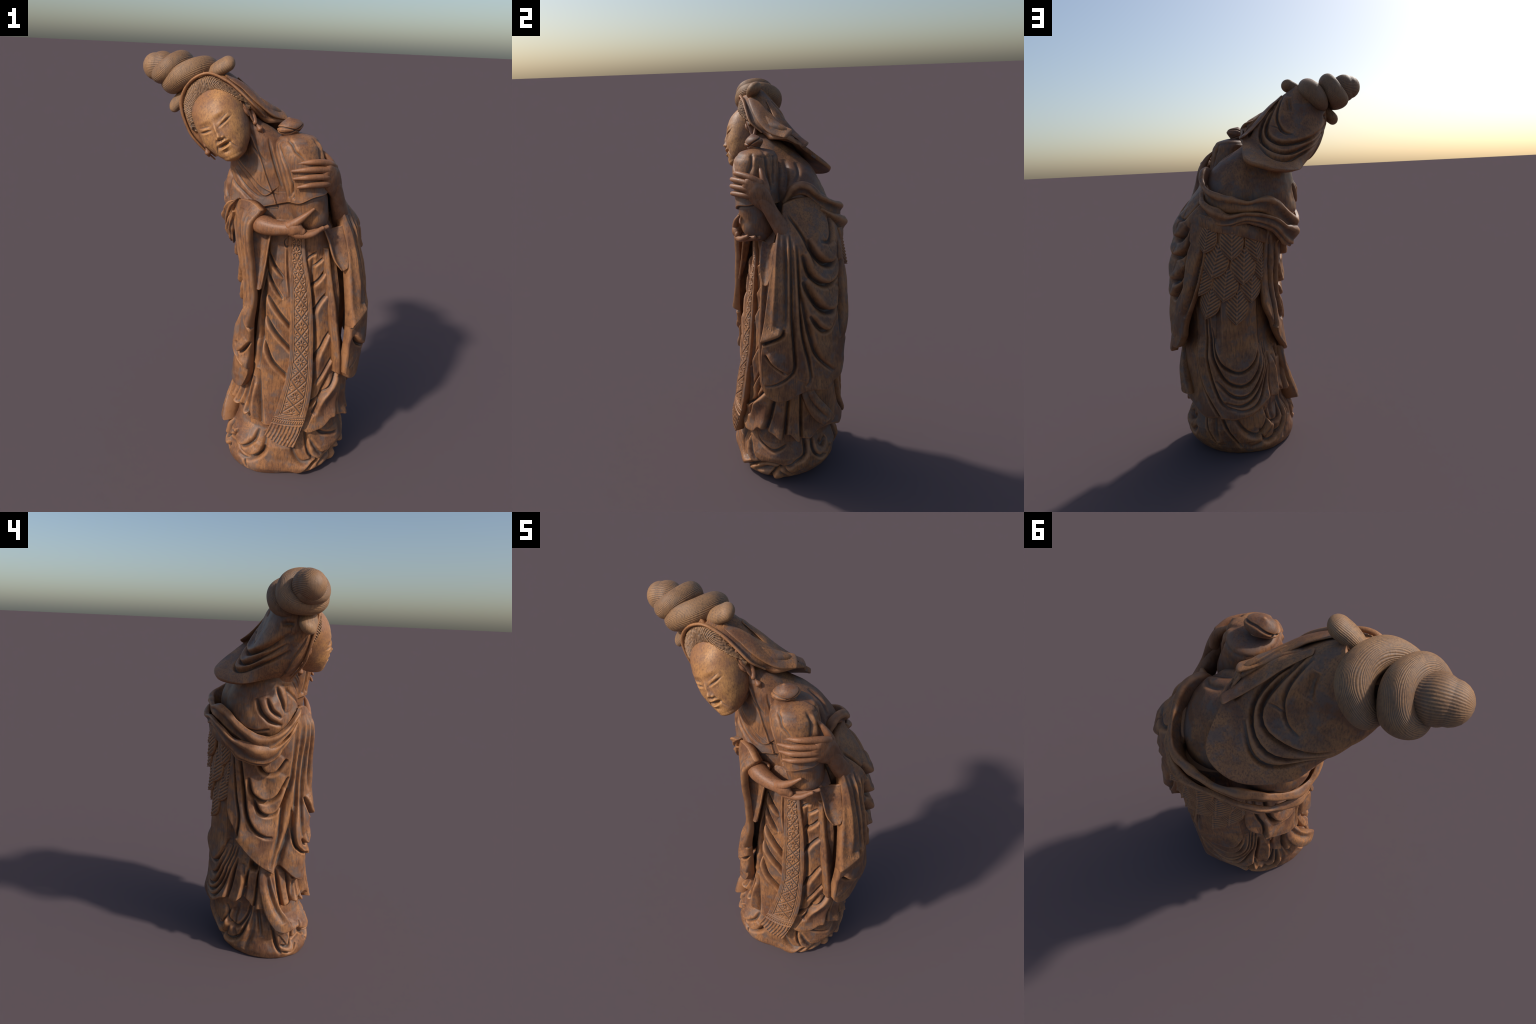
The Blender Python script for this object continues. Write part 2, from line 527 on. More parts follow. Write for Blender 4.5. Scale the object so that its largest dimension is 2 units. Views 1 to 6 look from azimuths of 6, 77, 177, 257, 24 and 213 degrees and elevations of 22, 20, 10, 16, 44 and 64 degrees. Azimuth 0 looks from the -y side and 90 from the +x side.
SKIRT = [
    # front, left of the sash
    ('F', .014, .015, [(-46, 1.17), (-34, 1.10), (-19, 1.05)]),
    ('F', .014, .015, [(-44, 1.09), (-31, 1.01), (-17, .95)]),
    ('F', .016, .018, [(-36, .96), (-21, .89), (-4, .825)], (1, 0)),
    ('F', .016, .018, [(-34, .86), (-19, .78), (-1, .71)], (1, 0)),
    ('F', .016, .017, [(-34, .75), (-21, .64), (-4, .57)], (1, 0)),
    ('r', .012, .008, [(-24, 1.2), (-18, 1.08), (-10, .96)]),
    # front, right of the sash
    ('f', .011, .008, [(30, 1.18), (14, 1.145)]),
    ('f', .010, .008, [(41, 1.155), (24, 1.11)]),
    ('f', .014, .012, [(43, 1.10), (33, 1.05), (22, 1.015)], (1, 0)),
    ('f', .014, .013, [(44, .99), (35, .95), (23, .875)], (1, 0)),
    ('f', .014, .013, [(46, .80), (38, .75), (26, .645)], (1, 0)),
    ('f', .012, .010, [(50, .68), (42, .62), (30, .525)]),
    ('f', .015, .014, [(61, .62), (43, .50), (23, .415)], (1, 0)),
    ('g', .014, .018, [(24, 1.18), (24, 1.0), (28, .80), (28, .60), (24, .41)], (1, 1)),
    ('g', .020, .050, [(-114, .535), (-101, .535)]),
    ('g', .004, .006, [(-22, 1.235), (-26, 1.215), (-22, 1.195), (-16, 1.205), (-15, 1.23), (-20, 1.225)]),
    # gap beside the sleeves
    ('g', .012, .025, [(-47, 1.22), (-42, 1.0), (-36, .75), (-36, .58)], (1, 1)),
    # left pleats
    ('g', .010, .018, [(-35, .58), (-30, .43), (-25, .30)], (1, 0)),
    ('g', .010, .016, [(-40, .53), (-43, .42), (-42, .33)], (1, 0)),
    ('g', .010, .016, [(-42, .60), (-47, .47), (-49, .33)], (1, 0)),
    ('g', .010, .014, [(-53, .46), (-55, .35)], (1, 0)),
    ('g', .012, .014, [(-60, .45), (-63, .33)], (1, 0)),
    ('r', .014, .014, [(-36, .5), (-36, .40), (-33, .32)], (1, 0)),
    # right low pleats
    ('F', .020, .018, [(62, .54), (52, .33)], (1, 0)),
    ('F', .020, .018, [(75, .55), (70, .31)], (1, 0)),
    ('F', .020, .018, [(88, .56), (86, .27)], (1, 0)),
    ('f', .020, .014, [(45, .58), (29, .38)], (1, 0)),
    # left side low pleats
    ('F', .020, .018, [(-114, .52), (-122, .33)], (1, 0)),
    ('F', .022, .018, [(-131, .56), (-141, .31)], (1, 0)),
    ('f', .020, .018, [(-99, .54), (-104, .30)], (1, 0)),
    ('f', .018, .016, [(-80, .52), (-74, .31)], (1, 0)),
    ('f', .018, .016, [(-67, .50), (-64, .33)], (1, 0)),
    # back swags
    ('f', .018, .014, [(131, .90), (133, .62), (141, .42), (160, .27)], (1, 0)),
    ('f', .018, .014, [(146, .90), (147, .64), (153, .46), (165, .33), (184, .29)]),
    ('f', .020, .016, [(150, .80), (155, .60), (166, .47), (181, .42), (195, .43), (207, .50), (214, .62)]),
    ('f', .020, .016, [(154, .74), (161, .58), (172, .515), (187, .49), (203, .54), (215, .66)]),
    ('f', .018, .014, [(157, .46), (175, .37), (195, .37), (211, .48), (219, .62)]),
    ('f', .018, .014, [(165, .34), (184, .315), (202, .36), (215, .47), (223, .62)]),
    ('f', .018, .012, [(178, .29), (193, .29), (207, .34), (220, .48), (228, .62)]),
    ('g', .012, .014, [(-122, .54), (-117, .42), (-118, .33)], (1, 0)),
]
ring_loft('skirt', np.linspace(0, 1, 300), 640, ROBE, skirt_radius, SKIRT,
          zmap=lambda th, s: 1.335 - s * (1.335 - hem(th) + 0.004), post=skirt_post)

# ---------------------------------------------------------------- sleeves
SLEEVE_R = [
    ('f', .026, .030, [(100, 1.32), (106, 1.24), (116, 1.195), (126, 1.20), (136, 1.26)]),
    ('f', .024, .028, [(92, 1.26), (100, 1.15), (115, 1.10), (131, 1.13), (140, 1.19)]),
    ('f', .026, .030, [(91, 1.14), (102, 1.02), (112, .975), (122, .985), (133, 1.06)]),
    ('f', .022, .024, [(94, .98), (104, .90), (112, .88), (120, .92), (128, .98)]),
    ('f', .018, .016, [(88, 1.09), (94, .89), (100, .77), (114, .67)]),
    ('g', .012, .020, [(76, 1.34), (75, 1.01), (74, .92)], (1, 1)),
    ('F', .016, .016, [(81, 1.34), (79, 1.01), (80, .83), (80, .72), (74, .67), (64, .63), (56, .62)], (1, 1)),
    ('F', .016, .016, [(87, 1.30), (87, .93), (92, .75), (93, .66), (89, .625)], (1, 1)),
    ('g', .008, .012, [(83, 1.32), (81, .87)]),
    ('F', .016, .020, [(73, .93), (70, .89), (56, .845)], (1, 0)),
    ('f', .016, .020, [(57, .79), (64, .74), (74, .70)]),
    ('f', .018, .014, [(139, 1.28), (132, 1.02), (126, .82)]),
    ('F', .018, .016, [(155, 1.17), (144, .97), (133, .80)]),
    ('r', .012, .010, [(67, 1.36), (66, 1.1), (64, .92)]),
    ('F', .022, .012, [(80, 1.42), (92, 1.36), (100, 1.27), (104, 1.2)]),
    ('f', .020, .012, [(150, 1.40), (138, 1.34), (126, 1.29), (112, 1.30)]),
]
drape('sleeve', [
    [(74, 1.462, .155), (90, 1.47, .13), (115, 1.48, .13), (140, 1.47, .16), (165, 1.41, .22)],
    [(64, 1.33, .215), (85, 1.32, .240), (110, 1.32, .252), (135, 1.31, .262), (162, 1.28, .275)],
    [(60, 1.20, .262), (80, 1.19, .284), (105, 1.18, .288), (132, 1.17, .295), (158, 1.15, .29)],
    [(57, 1.05, .30), (78, 1.04, .325), (105, 1.03, .315), (128, 1.02, .315), (150, 1.00, .305)],
    [(54, .85, .34), (70, .86, .35), (90, .84, .338), (112, .83, .335), (138, .84, .335)],
    [(52, .70, .345), (72, .70, .35), (95, .70, .35), (116, .71, .352), (131, .75, .345)],
    [(53, .59, .34), (58, .555, .348), (67, .54, .352), (77, .555, .352), (84, .58, .352), (93, .60, .362), (107, .585, .37), (112, .615, .366), (122, .63, .362), (129, .69, .35)],
], 220, 260, ROBE, SLEEVE_R, thick=0.04)

SLEEVE_L = [
    ('f', .016, .014, [(-133, 1.20), (-131, .95), (-126, .81), (-127, .71)], (1, 0)),
    ('f', .020, .022, [(-125, 1.16), (-119, .87), (-110, .76), (-97, .715), (-87, .71)]),
    ('f', .024, .026, [(-116, 1.04), (-112, .95), (-98, .91), (-85, .94), (-74, 1.04)]),
    ('f', .022, .024, [(-111, .93), (-104, .855), (-93, .83), (-81, .86), (-72, .97)]),
    ('f', .024, .026, [(-110, 1.16), (-101, 1.07), (-89, 1.07), (-79, 1.14)]),
    ('g', .012, .018, [(-72, 1.32), (-69, 1.03), (-76, .88), (-80, .73), (-90, .54)], (1, 1)),
    ('g', .014, .022, [(-64, 1.36), (-61, .98), (-66, .80), (-77, .63), (-82, .52)], (1, 0)),
    ('g', .010, .016, [(-57, 1.36), (-55, .98), (-57, .80), (-54, .65), (-48, .60)], (1, 1)),
    ('f', .014, .018, [(-66, .87), (-65, .69), (-58, .63), (-48, .60)], (1, 0)),
    ('f', .014, .018, [(-52, .92), (-46, .84), (-39, .80)], (1, 0)),
    ('f', .014, .020, [(-58, .70), (-50, .66), (-40, .735)], (1, 1)),
    ('g', .008, .012, [(-52, 1.34), (-49, 1.1), (-46, .95)]),
]
drape('sleeve', [
    [(-120, 1.28, .31), (-95, 1.33, .33), (-72, 1.385, .315), (-57, 1.395, .28), (-43, 1.368, .262)],
    [(-134, 1.22, .30), (-105, 1.24, .32), (-76, 1.28, .325), (-64, 1.29, .318), (-47, 1.29, .32)],
    [(-139, 1.08, .285), (-112, 1.08, .285), (-80, 1.09, .30), (-60, 1.10, .30), (-43, 1.10, .315)],
    [(-142, .95, .28), (-112, .95, .265), (-78, .96, .275), (-56, .96, .295), (-39, .96, .312)],
    [(-141, .83, .285), (-110, .82, .265), (-76, .83, .27), (-54, .83, .315), (-40, .83, .32)],
    [(-131, .74, .285), (-104, .69, .275), (-78, .68, .285), (-56, .68, .325), (-41, .68, .31)],
    [(-128, .70, .285), (-123, .66, .285), (-114, .61, .285), (-99, .55, .29), (-89, .52, .295), (-84, .51, .30), (-79, .55, .295), (-75, .54, .30), (-66, .49, .325), (-57, .46, .335), (-49, .46, .32), (-45, .50, .31), (-42, .55, .305)],
], 220, 260, ROBE, SLEEVE_L, thick=0.035)

# linings seen in the sleeve openings
drape('sleeve_lining', [
    [(-58, 1.34, .27), (-46, 1.33, .20), (-36, 1.30, .215)],
    [(-56, 1.25, .275), (-46, 1.24, .215), (-36, 1.22, .235)],
    [(-49, 1.12, .278), (-43, 1.10, .245), (-36, 1.10, .255)],
    [(-42, 1.01, .285), (-38.5, 1.00, .275), (-36, 1.01, .272)]], 60, 100, ROBE, (), thick=.012, rim=.005)
drape('sleeve_lining', [
    [(37, 1.29, .175), (50, 1.28, .165), (63, 1.30, .21)],
    [(40, 1.24, .205), (51, 1.24, .195), (61, 1.24, .235)],
    [(44, 1.16, .235), (52, 1.15, .23), (60, 1.16, .265)],
    [(50, 1.115, .258), (53, 1.105, .262), (57, 1.115, .272)]], 60, 80, ROBE, (), thick=.012, rim=.005)
drape('sleeve_lining', [
    [(37, 1.20, .18), (43, 1.20, .195), (52, 1.20, .17)],
    [(40, 1.05, .212), (45, 1.05, .228), (56, 1.05, .20)],
    [(42, .92, .245), (47, .92, .26), (58, .92, .23)],
    [(44, .80, .27), (48, .80, .285), (60, .80, .25)],
    [(46, .68, .29), (50, .68, .305), (62, .68, .27)], [(48, .59, .30), (52, .58, .31), (62, .59, .29)]], 40, 170, ROBE, (), thick=.03, rim=.008)

# --------------------------------------------------------------- ribbons
drape('ribbon', [
    [(-99, .55, .26), (-94, .55, .265), (-88, .54, .26)],
    [(-101, .45, .275), (-93, .44, .285), (-84, .44, .285)],
    [(-97, .35, .295), (-88, .34, .315), (-78, .33, .32)],
    [(-92, .27, .32), (-82, .265, .34), (-72, .27, .345)],
    [(-84, .20, .34), (-76, .185, .36), (-66, .195, .362)],
], 60, 130, ROBE, [('g', .014, .016, [(-92, .52), (-89, .42), (-84, .33), (-76, .24)])], thick=0.09, rim=.012)
drape('ribbon', [
    [(86, .60, .285), (92, .60, .295), (98, .60, .285)],
    [(89, .51, .30), (96, .52, .315), (105, .52, .30)],
    [(97, .41, .31), (107, .43, .33), (118, .42, .315)],
    [(107, .35, .32), (115, .355, .33), (124, .36, .32)],
], 60, 110, ROBE, [('g', .012, .014, [(91, .58), (98, .48), (112, .38)])], thick=0.04, rim=.012)

# ------------------------------------------------------------------- sash
def sash_pattern(th, z, P):
    nv, nu = th.shape
    s = np.broadcast_to(np.linspace(0, 1, nu)[None], th.shape)
    s = warp(s, 0.6)
    dv = np.concatenate([np.zeros((1, nu)), np.cumsum(np.linalg.norm(np.diff(P, axis=0), axis=2), 0)], 0)
    du = np.concatenate([np.zeros((nv, 1)), np.cumsum(np.linalg.norm(np.diff(P, axis=1), axis=2), 1)], 1)
    W = du[:, -1:]
    x = (s - 0.5) * W                       # metres from the centre line
    y = dv                                   # metres from the top
    L = dv[-1:].mean()
    d = np.zeros_like(x)
    def line(q, w, h):
        return -h * np.exp(-(q / w) ** 2)
    half = 0.5 * W
    body = 0.845 * L                         # end of the lattice
    inside = y < body
    bx = half * 0.60
    d += np.where(y < body + .006, line(np.abs(x) - bx, .0028, .004) + line(np.abs(x) - half * .72, .0022, .002), 0)
    d += np.where(np.abs(x) < half * .74, line(y - body, .0032, .004) + line(y - body - .009, .0028, .003), 0)
    pitch = 0.0885
    y0 = 0.093
    yy = (y - y0) / pitch + 0.5
    f = yy - np.floor(yy)
    tri = np.abs(2 * f - 1)                 # 1 at the crossings, 0 mid-diamond
    edge = np.abs(np.abs(x) - bx * (1 - tri)) * 0.72
    lat = line(edge, .0028, .0048)
    dia = np.where(inside & (np.abs(x) < bx), lat, 0)
    d += dia
    def flower(cx, cy, rad):
        qx, qy = x - cx, y - cy
        r = np.hypot(qx, qy)
        a = np.arctan2(qy, qx)
        pet = np.abs(((a / (2 * np.pi / 8)) % 1) - 0.5)
        m = np.exp(-((r - rad * .62) / (rad * .34)) ** 4) * np.exp(-(((0.5 - pet) * r * 0.785) / (.0024)) ** 2)
        return -0.006 * m
    for k in range(int(body / pitch) + 2):
        cy = y0 + (k - 1) * pitch
        ok = inside & (np.abs(x) < bx * 0.97)
        d += np.where(ok & (np.abs(y - cy) < pitch * .5), flower(0, cy, .022), 0)
        for sx in (-1, 1):
            cy2 = y0 + (k - 0.5) * pitch
            d += np.where(ok & (np.abs(y - cy2) < pitch * .5) & (sx * x > 0), flower(sx * bx, cy2, .022), 0)
    # knotted cord rows and fringe
    k1 = body + .024
    zig = k1 + .006 * np.abs(((x / .011) % 1) * 2 - 1) * 1.3
    d += np.where(np.abs(x) < half * .98, line(y - zig, .0028, .005) + line(y - k1 + .007, .0025, .005) + line(y - k1 - .030, .003, .006), 0)
    beads = (np.exp(-((y - k1 - .019) / .007) ** 2) * (np.abs(np.cos(np.pi * x / .011)) - 0.9) * .006)
    d += beads
    fr = np.clip((y - k1 - .034) / .01, 0, 1)
    d += fr * (.006 * (np.abs(np.cos(np.pi * (s * 9.0 + 0.25 * np.sin(y * 30)))) ** 0.7 - 1) + .002 * vnoise(P, 90))
    return d
SASH_L = [(-20, 1.27), (-17, 1.16), (-10, 1.05), (-5.5, .93), (-3.5, .80), (-1.5, .70), (-3, .58), (-7, .48), (-11, .38), (-18, .26)]
SASH_R = [(7, 1.27), (12, 1.16), (19, 1.05), (23, .93), (25, .80), (25, .72), (24.5, .62), (23.5, .52), (20, .40), (9, .215)]
SASH_RAD = [.155, .163, .187, .209, .230, .242, .262, .279, .292, .318]
drape('sash', [[(a[0], a[1], o), ((a[0] + b[0]) / 2, (a[1] + b[1]) / 2 - (0.012 if i == 9 else 0), o + .002), (b[0], b[1], o + .003)]
               for i, (a, b, o) in enumerate(zip(SASH_L, SASH_R, SASH_RAD))],
      90, 560, ROBE, (), thick=.05, rim=.004, extra=sash_pattern, wob=0.0006)

# ---------------------------------------------------------- leaves at the back
def leaf_mesh():
    L, W = 0.185, 0.058
    nv, nu = 70, 45
    t = np.linspace(0, 1, nv)[:, None]
    u = np.linspace(-1, 1, nu)[None]
    w = W * lerp_table(t, [0, .1, .35, .6, .8, .93, 1], [.65, .8, 1, 1, .76, .36, .03])
    x = u * w
    y = -t * L + 0 * u
    vein = np.abs((((t * L - np.abs(x) * -0.95) / 0.021) % 1) - 0.5) * 2
    d = 0.012 * (1 - (np.abs(u)) ** 2.2) * (0.35 + 0.65 * t) - 0.0048 * np.exp(-(vein / 0.40) ** 2) * np.clip((.98 - np.abs(u)) / .12, 0, 1) + 0.004 * np.exp(-(x / 0.004) ** 2)
    d = d + 0.004
    bend = x ** 2 / 0.50                      # follows the round of the back
    F = np.stack([x, y, d - bend], -1)
    B = np.stack([x, y, -0.012 - bend], -1)
    return F, B
F, B = leaf_mesh()
leaf0 = shell_object('leaf', F, B, ROBE)
LEAVES = [  # (angle, z of the top), (angle, z of the tip), lift, width
    ((162, 1.27), (157, 1.13), .016, .85), ((186, 1.27), (183, 1.09), .018, 1.0), ((209, 1.25), (211, 1.07), .016, .9),
    ((172, 1.18), (162, 1.00), .013, 1.1), ((198, 1.15), (193, .96), .014, 1.1), ((219, 1.12), (216, .97), .013, .8),
    ((154, 1.07), (146, .91), .009, .95), ((178, 1.05), (172, .88), .010, 1.1), ((207, 1.04), (202, .86), .010, 1.0),
    ((161, .97), (152, .79), .006, .95), ((188, .94), (184, .75), .006, 1.0)]
from mathutils import Matrix, Vector
for i, (a, b, lift, wd) in enumerate(LEAVES):
    ob = leaf0 if i == 0 else leaf0.copy()
    if i:
        bpy.context.scene.collection.objects.link(ob)
    top = on_body(np.array(a[0]), np.array(a[1]), lift - .012)
    tip = on_body(np.array(b[0]), np.array(b[1]), lift)
    yv = unit(top - tip)
    am = math.radians((a[0] + b[0]) / 2)
    zv = np.array([math.sin(am), -math.cos(am), 0])
    xv = unit(np.cross(yv, zv))
    zv = np.cross(xv, yv)
    sc = np.linalg.norm(top - tip) / 0.185
    M = Matrix(((xv[0] * wd, yv[0] * sc, zv[0], top[0]), (xv[1] * wd, yv[1] * sc, zv[1], top[1]),
                (xv[2] * wd, yv[2] * sc, zv[2], top[2]), (0, 0, 0, 1)))
    ob.parent = ROOT
    ob.matrix_world = M

# ------------------------------------------------------------------ torso
T_Z = [1.10, 1.20, 1.30, 1.42, 1.52, 1.58, 1.64, 1.70, 1.74]
T_CX = [.17, .16, .08, .06, .04, .02, -.01, -.05, -.09]
T_CY = [.02, .03, .05, .06, .05, .045, .02, -.01, -.03]
T_R = np.array([
    [.19, .22, .25, .24, .24, .22, .25, .22],
    [.16, .20, .24, .24, .22, .21, .27, .20],
    [.17, .205, .235, .235, .175, .215, .255, .225],
    [.17, .195, .245, .225, .165, .21, .237, .22],
    [.16, .185, .23, .195, .145, .19, .205, .195],
    [.15, .165, .19, .165, .13, .155, .165, .165],
    [.125, .13, .125, .125, .11, .11, .10, .105],
    [.09, .09, .085, .08, .07, .065, .07, .075],
    [.06, .06, .06, .055, .05, .05, .05, .05]])
def torso_centre(z):
    return lerp_table(z, T_Z, T_CX), lerp_table(z, T_Z, T_CY)
TORSO = [   # collars, then the pulled creases at the waist
    ('s', .010, .006, [(-.105, -.072, 1.563), (-.047, -.114, 1.507), (.011, -.118, 1.455), (.046, -.115, 1.438)], (0, 0)),
    ('s', .010, .006, [(-.115, -.070, 1.550), (-.053, -.113, 1.487), (.016, -.119, 1.416), (.049, -.115, 1.435)], (0, 0)),
    ('g', .005, .006, [(-.139, -.050, 1.531), (-.086, -.100, 1.470), (-.025, -.119, 1.421), (.013, -.120, 1.408)]),
    ('S', .010, .008, [(-.050, -.095, 1.668), (-.015, -.103, 1.593), (.028, -.116, 1.487), (.070, -.115, 1.395)], (0, 0)),
    ('g', .006, .009, [(.023, -.095, 1.667), (.047, -.104, 1.579), (.076, -.114, 1.503), (.098, -.112, 1.453)]),
    ('g', .008, .010, [(-.167, .006, 1.512), (-.137, -.056, 1.462), (-.084, -.102, 1.425), (-.003, -.124, 1.372)]),
    ('g', .005, .006, [(.018, -.108, 1.560), (-.022, -.101, 1.605), (-.05, -.09, 1.63)]),
    ('s', .012, .010, [(-.02, -.124, 1.36), (.065, -.115, 1.381), (.15, -.110, 1.40)], (0, 0)),
    ('f', .022, .018, [(-.169, .124, 1.451), (-.173, .104, 1.392), (-.176, .060, 1.345), (-.165, -.006, 1.319)]),
    ('f', .018, .015, [(-.176, .077, 1.452), (-.174, .050, 1.393), (-.169, .003, 1.356)]),
    ('f', .016, .013, [(-.172, .025, 1.505), (-.165, .000, 1.428), (-.159, -.020, 1.373)]),
    ('g', .012, .010, [(-.154, -.029, 1.510), (-.151, -.034, 1.438), (-.157, -.024, 1.378)]),
    ('f', .018, .012, [(-.104, .203, 1.313), (-.143, .136, 1.290), (-.171, .057, 1.302)]),
    ('g', .014, .014, [(.117, .023, 1.638), (.196, .014, 1.587), (.258, -.011, 1.512)]),
    ('g', .010, .010, [(.136, .078, 1.624), (.204, .071, 1.584), (.251, .037, 1.545)]),
]
ring_loft('torso', np.linspace(1.22, 1.74, 190), 420, ROBE, lambda th, z: table_R(th, z, T_Z, T_R) - .004, TORSO, centre=torso_centre)

# ------------------------------------------------------------------ scarf
def band(name, pts, h, t, strokes=(), mat=ROBE, lean=0.25, nseg=40, nl=220):
    """ribbon with rounded section: h half-height, t half-thickness, leaning out at the top"""
    C = resample(pts, nl)
    hh = lerp_table(np.linspace(0, 1, nl), np.linspace(0, 1, len(h)), h)
    T = unit(np.gradient(C, axis=0))
    hh = hh * (1 + .30 * vnoise(C, 11))
    a = np.linspace(0, 2 * np.pi, nseg, endpoint=False)
    P = np.zeros((nl, nseg, 3))
    for i in range(nl):
        out = unit(np.cross(T[i], (0, 0, 1)))
        mid = np.array([0.07, 0.07, C[i][2]])
        if out @ (C[i] - mid) < 0:
            out = -out
        up = unit(np.array([0, 0, 1]) - T[i][2] * T[i] + lean * out)
        c, s = np.cos(a), np.sin(a)
        c = np.sign(c) * np.abs(c) ** 0.7
        P[i] = C[i] + np.outer(c * hh[i], up) + np.outer(s * t * (1 + 0.0 * c) - 0.35 * t * np.cos(2 * a), out)
    N = grid_normals(P, True)
    if (N * (P - C[:, None])).sum() < 0:
        N = -N
    s = np.linspace(0, 1, nl)[:, None]
    fold = (a[None] - np.pi / 2 - .25 * np.sin(9 * s + 1) - .2 * vnoise(P[:, :1], 9))
    d = -.011 * np.exp(-(fold / .26) ** 2) - .007 * np.exp(-((fold - .75) / .2) ** 2) + .005 * np.exp(-((fold + .6) / .35) ** 2)
    d = d * np.clip(np.minimum(s, 1 - s) / .12, 0, 1) + .008 * vnoise(P, 13) + .003 * vnoise(P, 30)
    return loft_object(name, P + N * d[..., None], mat)
band('scarf', [(.25, -.015, 1.45), (.265, .035, 1.508), (.284, .085, 1.512), (.292, .14, 1.462), (.266, .215, 1.40), (.21, .262, 1.36), (.10, .278, 1.34),
               (0, .265, 1.345), (-.095, .20, 1.29), (-.155, .115, 1.235), (-.172, .03, 1.245), (-.155, -.04, 1.30), (-.13, -.085, 1.36), (-.095, -.105, 1.395)],
     [.014, .026, .034, .042, .050, .048, .040, .050, .050, .046, .044, .03, .022, .008], .014)
band('scarf', [(.30, .14, 1.42), (.287, .22, 1.35), (.245, .27, 1.31), (.18, .293, 1.285), (.08, .29, 1.295), (-.03, .265, 1.265), (-.105, .205, 1.205),
               (-.15, .12, 1.175), (-.152, .03, 1.18), (-.14, -.04, 1.24), (-.11, -.09, 1.33)],
     [.015, .036, .042, .036, .032, .038, .048, .048, .042, .02, .008], .014)
# waist belt
drape('belt', [[(150, 1.325, .268), (172, 1.30, .282), (200, 1.265, .283), (238, 1.20, .275)],
               [(150, 1.29, .275), (172, 1.265, .290), (200, 1.23, .290), (238, 1.165, .282)],
               [(150, 1.255, .272), (172, 1.23, .287), (200, 1.195, .287), (238, 1.13, .279)]], 120, 40, ROBE, (), thick=.03, rim=.006)

# -------------------------------------------------------------- bundle
B_AX = np.array([(.25, -.14, 1.293), (.238, -.14, 1.33), (.225, -.14, 1.40), (.205, -.138, 1.48), (.18, -.136, 1.56), (.163, -.132, 1.63), (.158, -.124, 1.668), (.158, -.12, 1.688), (.158, -.118, 1.697)])
B_R = [.05, .08, .09, .098, .102, .10, .088, .06, .015]
BUNDLE = [
    ('g', .006, .012, [(.085, -.17, 1.655), (.118, -.205, 1.590), (.137, -.222, 1.518), (.150, -.215, 1.443)], (1, 0)),
    ('g', .008, .010, [(.07, -.15, 1.66), (.095, -.19, 1.58), (.12, -.20, 1.476), (.134, -.19, 1.44)], (1, 0)),
    ('g', .006, .009, [(.119, -.16, 1.66), (.150, -.20, 1.631), (.188, -.22, 1.60)]),
    ('g', .007, .010, [(.205, -.15, 1.675), (.245, -.165, 1.640), (.258, -.188, 1.60)]),
    ('r', .010, .007, [(.22, -.14, 1.67), (.25, -.15, 1.62), (.265, -.165, 1.57)]),
    ('g', .008, .012, [(.192, -.100, 1.689), (.250, -.095, 1.631), (.280, -.085, 1.586), (.295, -.075, 1.527)]),
    ('g', .008, .012, [(.19, -.07, 1.66), (.235, -.055, 1.625), (.275, -.056, 1.553)]),
    ('g', .005, .008, [(.148, -.217, 1.519), (.150, -.213, 1.488), (.146, -.198, 1.448)]),
]
def bundle():
    nl, ns = 200, 260
    C = resample(B_AX, nl)
    bz = B_AX[:, 2]
    r = lerp_table(C[:, 2], bz, B_R)
    th = np.linspace(-180, 180, ns, endpoint=False)
    TH = np.broadcast_to(th, (nl, ns))
    a = np.radians(TH)
    P = C[:, None] - np.array([.006, -.006, .004]) + r[:, None, None] * np.stack([.92 * np.sin(a), -np.cos(a), 0 * a], -1)
    N = grid_normals(P, True)
    if (N * np.stack([np.sin(a), -np.cos(a), 0 * a], -1)).sum() < 0:
        N = -N
    d = carve(P, N, BUNDLE)
    edge = 1.437 + .03 * np.clip(np.sin(a), -1, 1) + .004 * np.sin(5 * a)          # hem of the wrapping cloth
    e = P[..., 2] - edge
    d = d + .007 * np.clip(e / .004, 0, 1) - .003 * np.exp(-(e / .006) ** 2) * (e < 0) + .005 * np.exp(-(e / .02) ** 2) * (e > 0)
    return loft_object('wrapped_jar', P + N * (d + .0012 * vnoise(P, 22))[..., None], ROBE)
bundle()
# knot on the bundle
def knot():
    ns, nl = 80, 60
    t = np.linspace(0, 1, nl)[:, None]
    a = np.linspace(0, 2 * np.pi, ns, endpoint=False)[None]
    c0, c1 = np.array([.125, -.118, 1.68]), np.array([.105, -.125, 1.762])
    ax = unit(c1 - c0)
    n1 = unit(np.array([.75, .45, .2]))
    n1 = unit(n1 - (n1 @ ax) * ax)
    n2 = np.cross(ax, n1)
    r = lerp_table(t[:, 0], [0, .2, .5, .62, .8, 1], [.03, .033, .052, .05, .036, .004])[:, None]
    lob = 1 + .10 * np.cos(2 * a + 2.0 * t) - .22 * np.exp(-((t - .55 - .22 * np.sin(a + .6)) / .035) ** 2) - .16 * np.exp(-((t - .42 - .25 * np.sin(a - 1.6)) / .03) ** 2)
    P = (c0 + (c1 - c0) * t[..., None] + (r * lob)[..., None] * (np.cos(a)[..., None] * n1 * 1.05 + np.sin(a)[..., None] * n2 * .8))
    return loft_object('bundle_knot', P, ROBE)
knot()

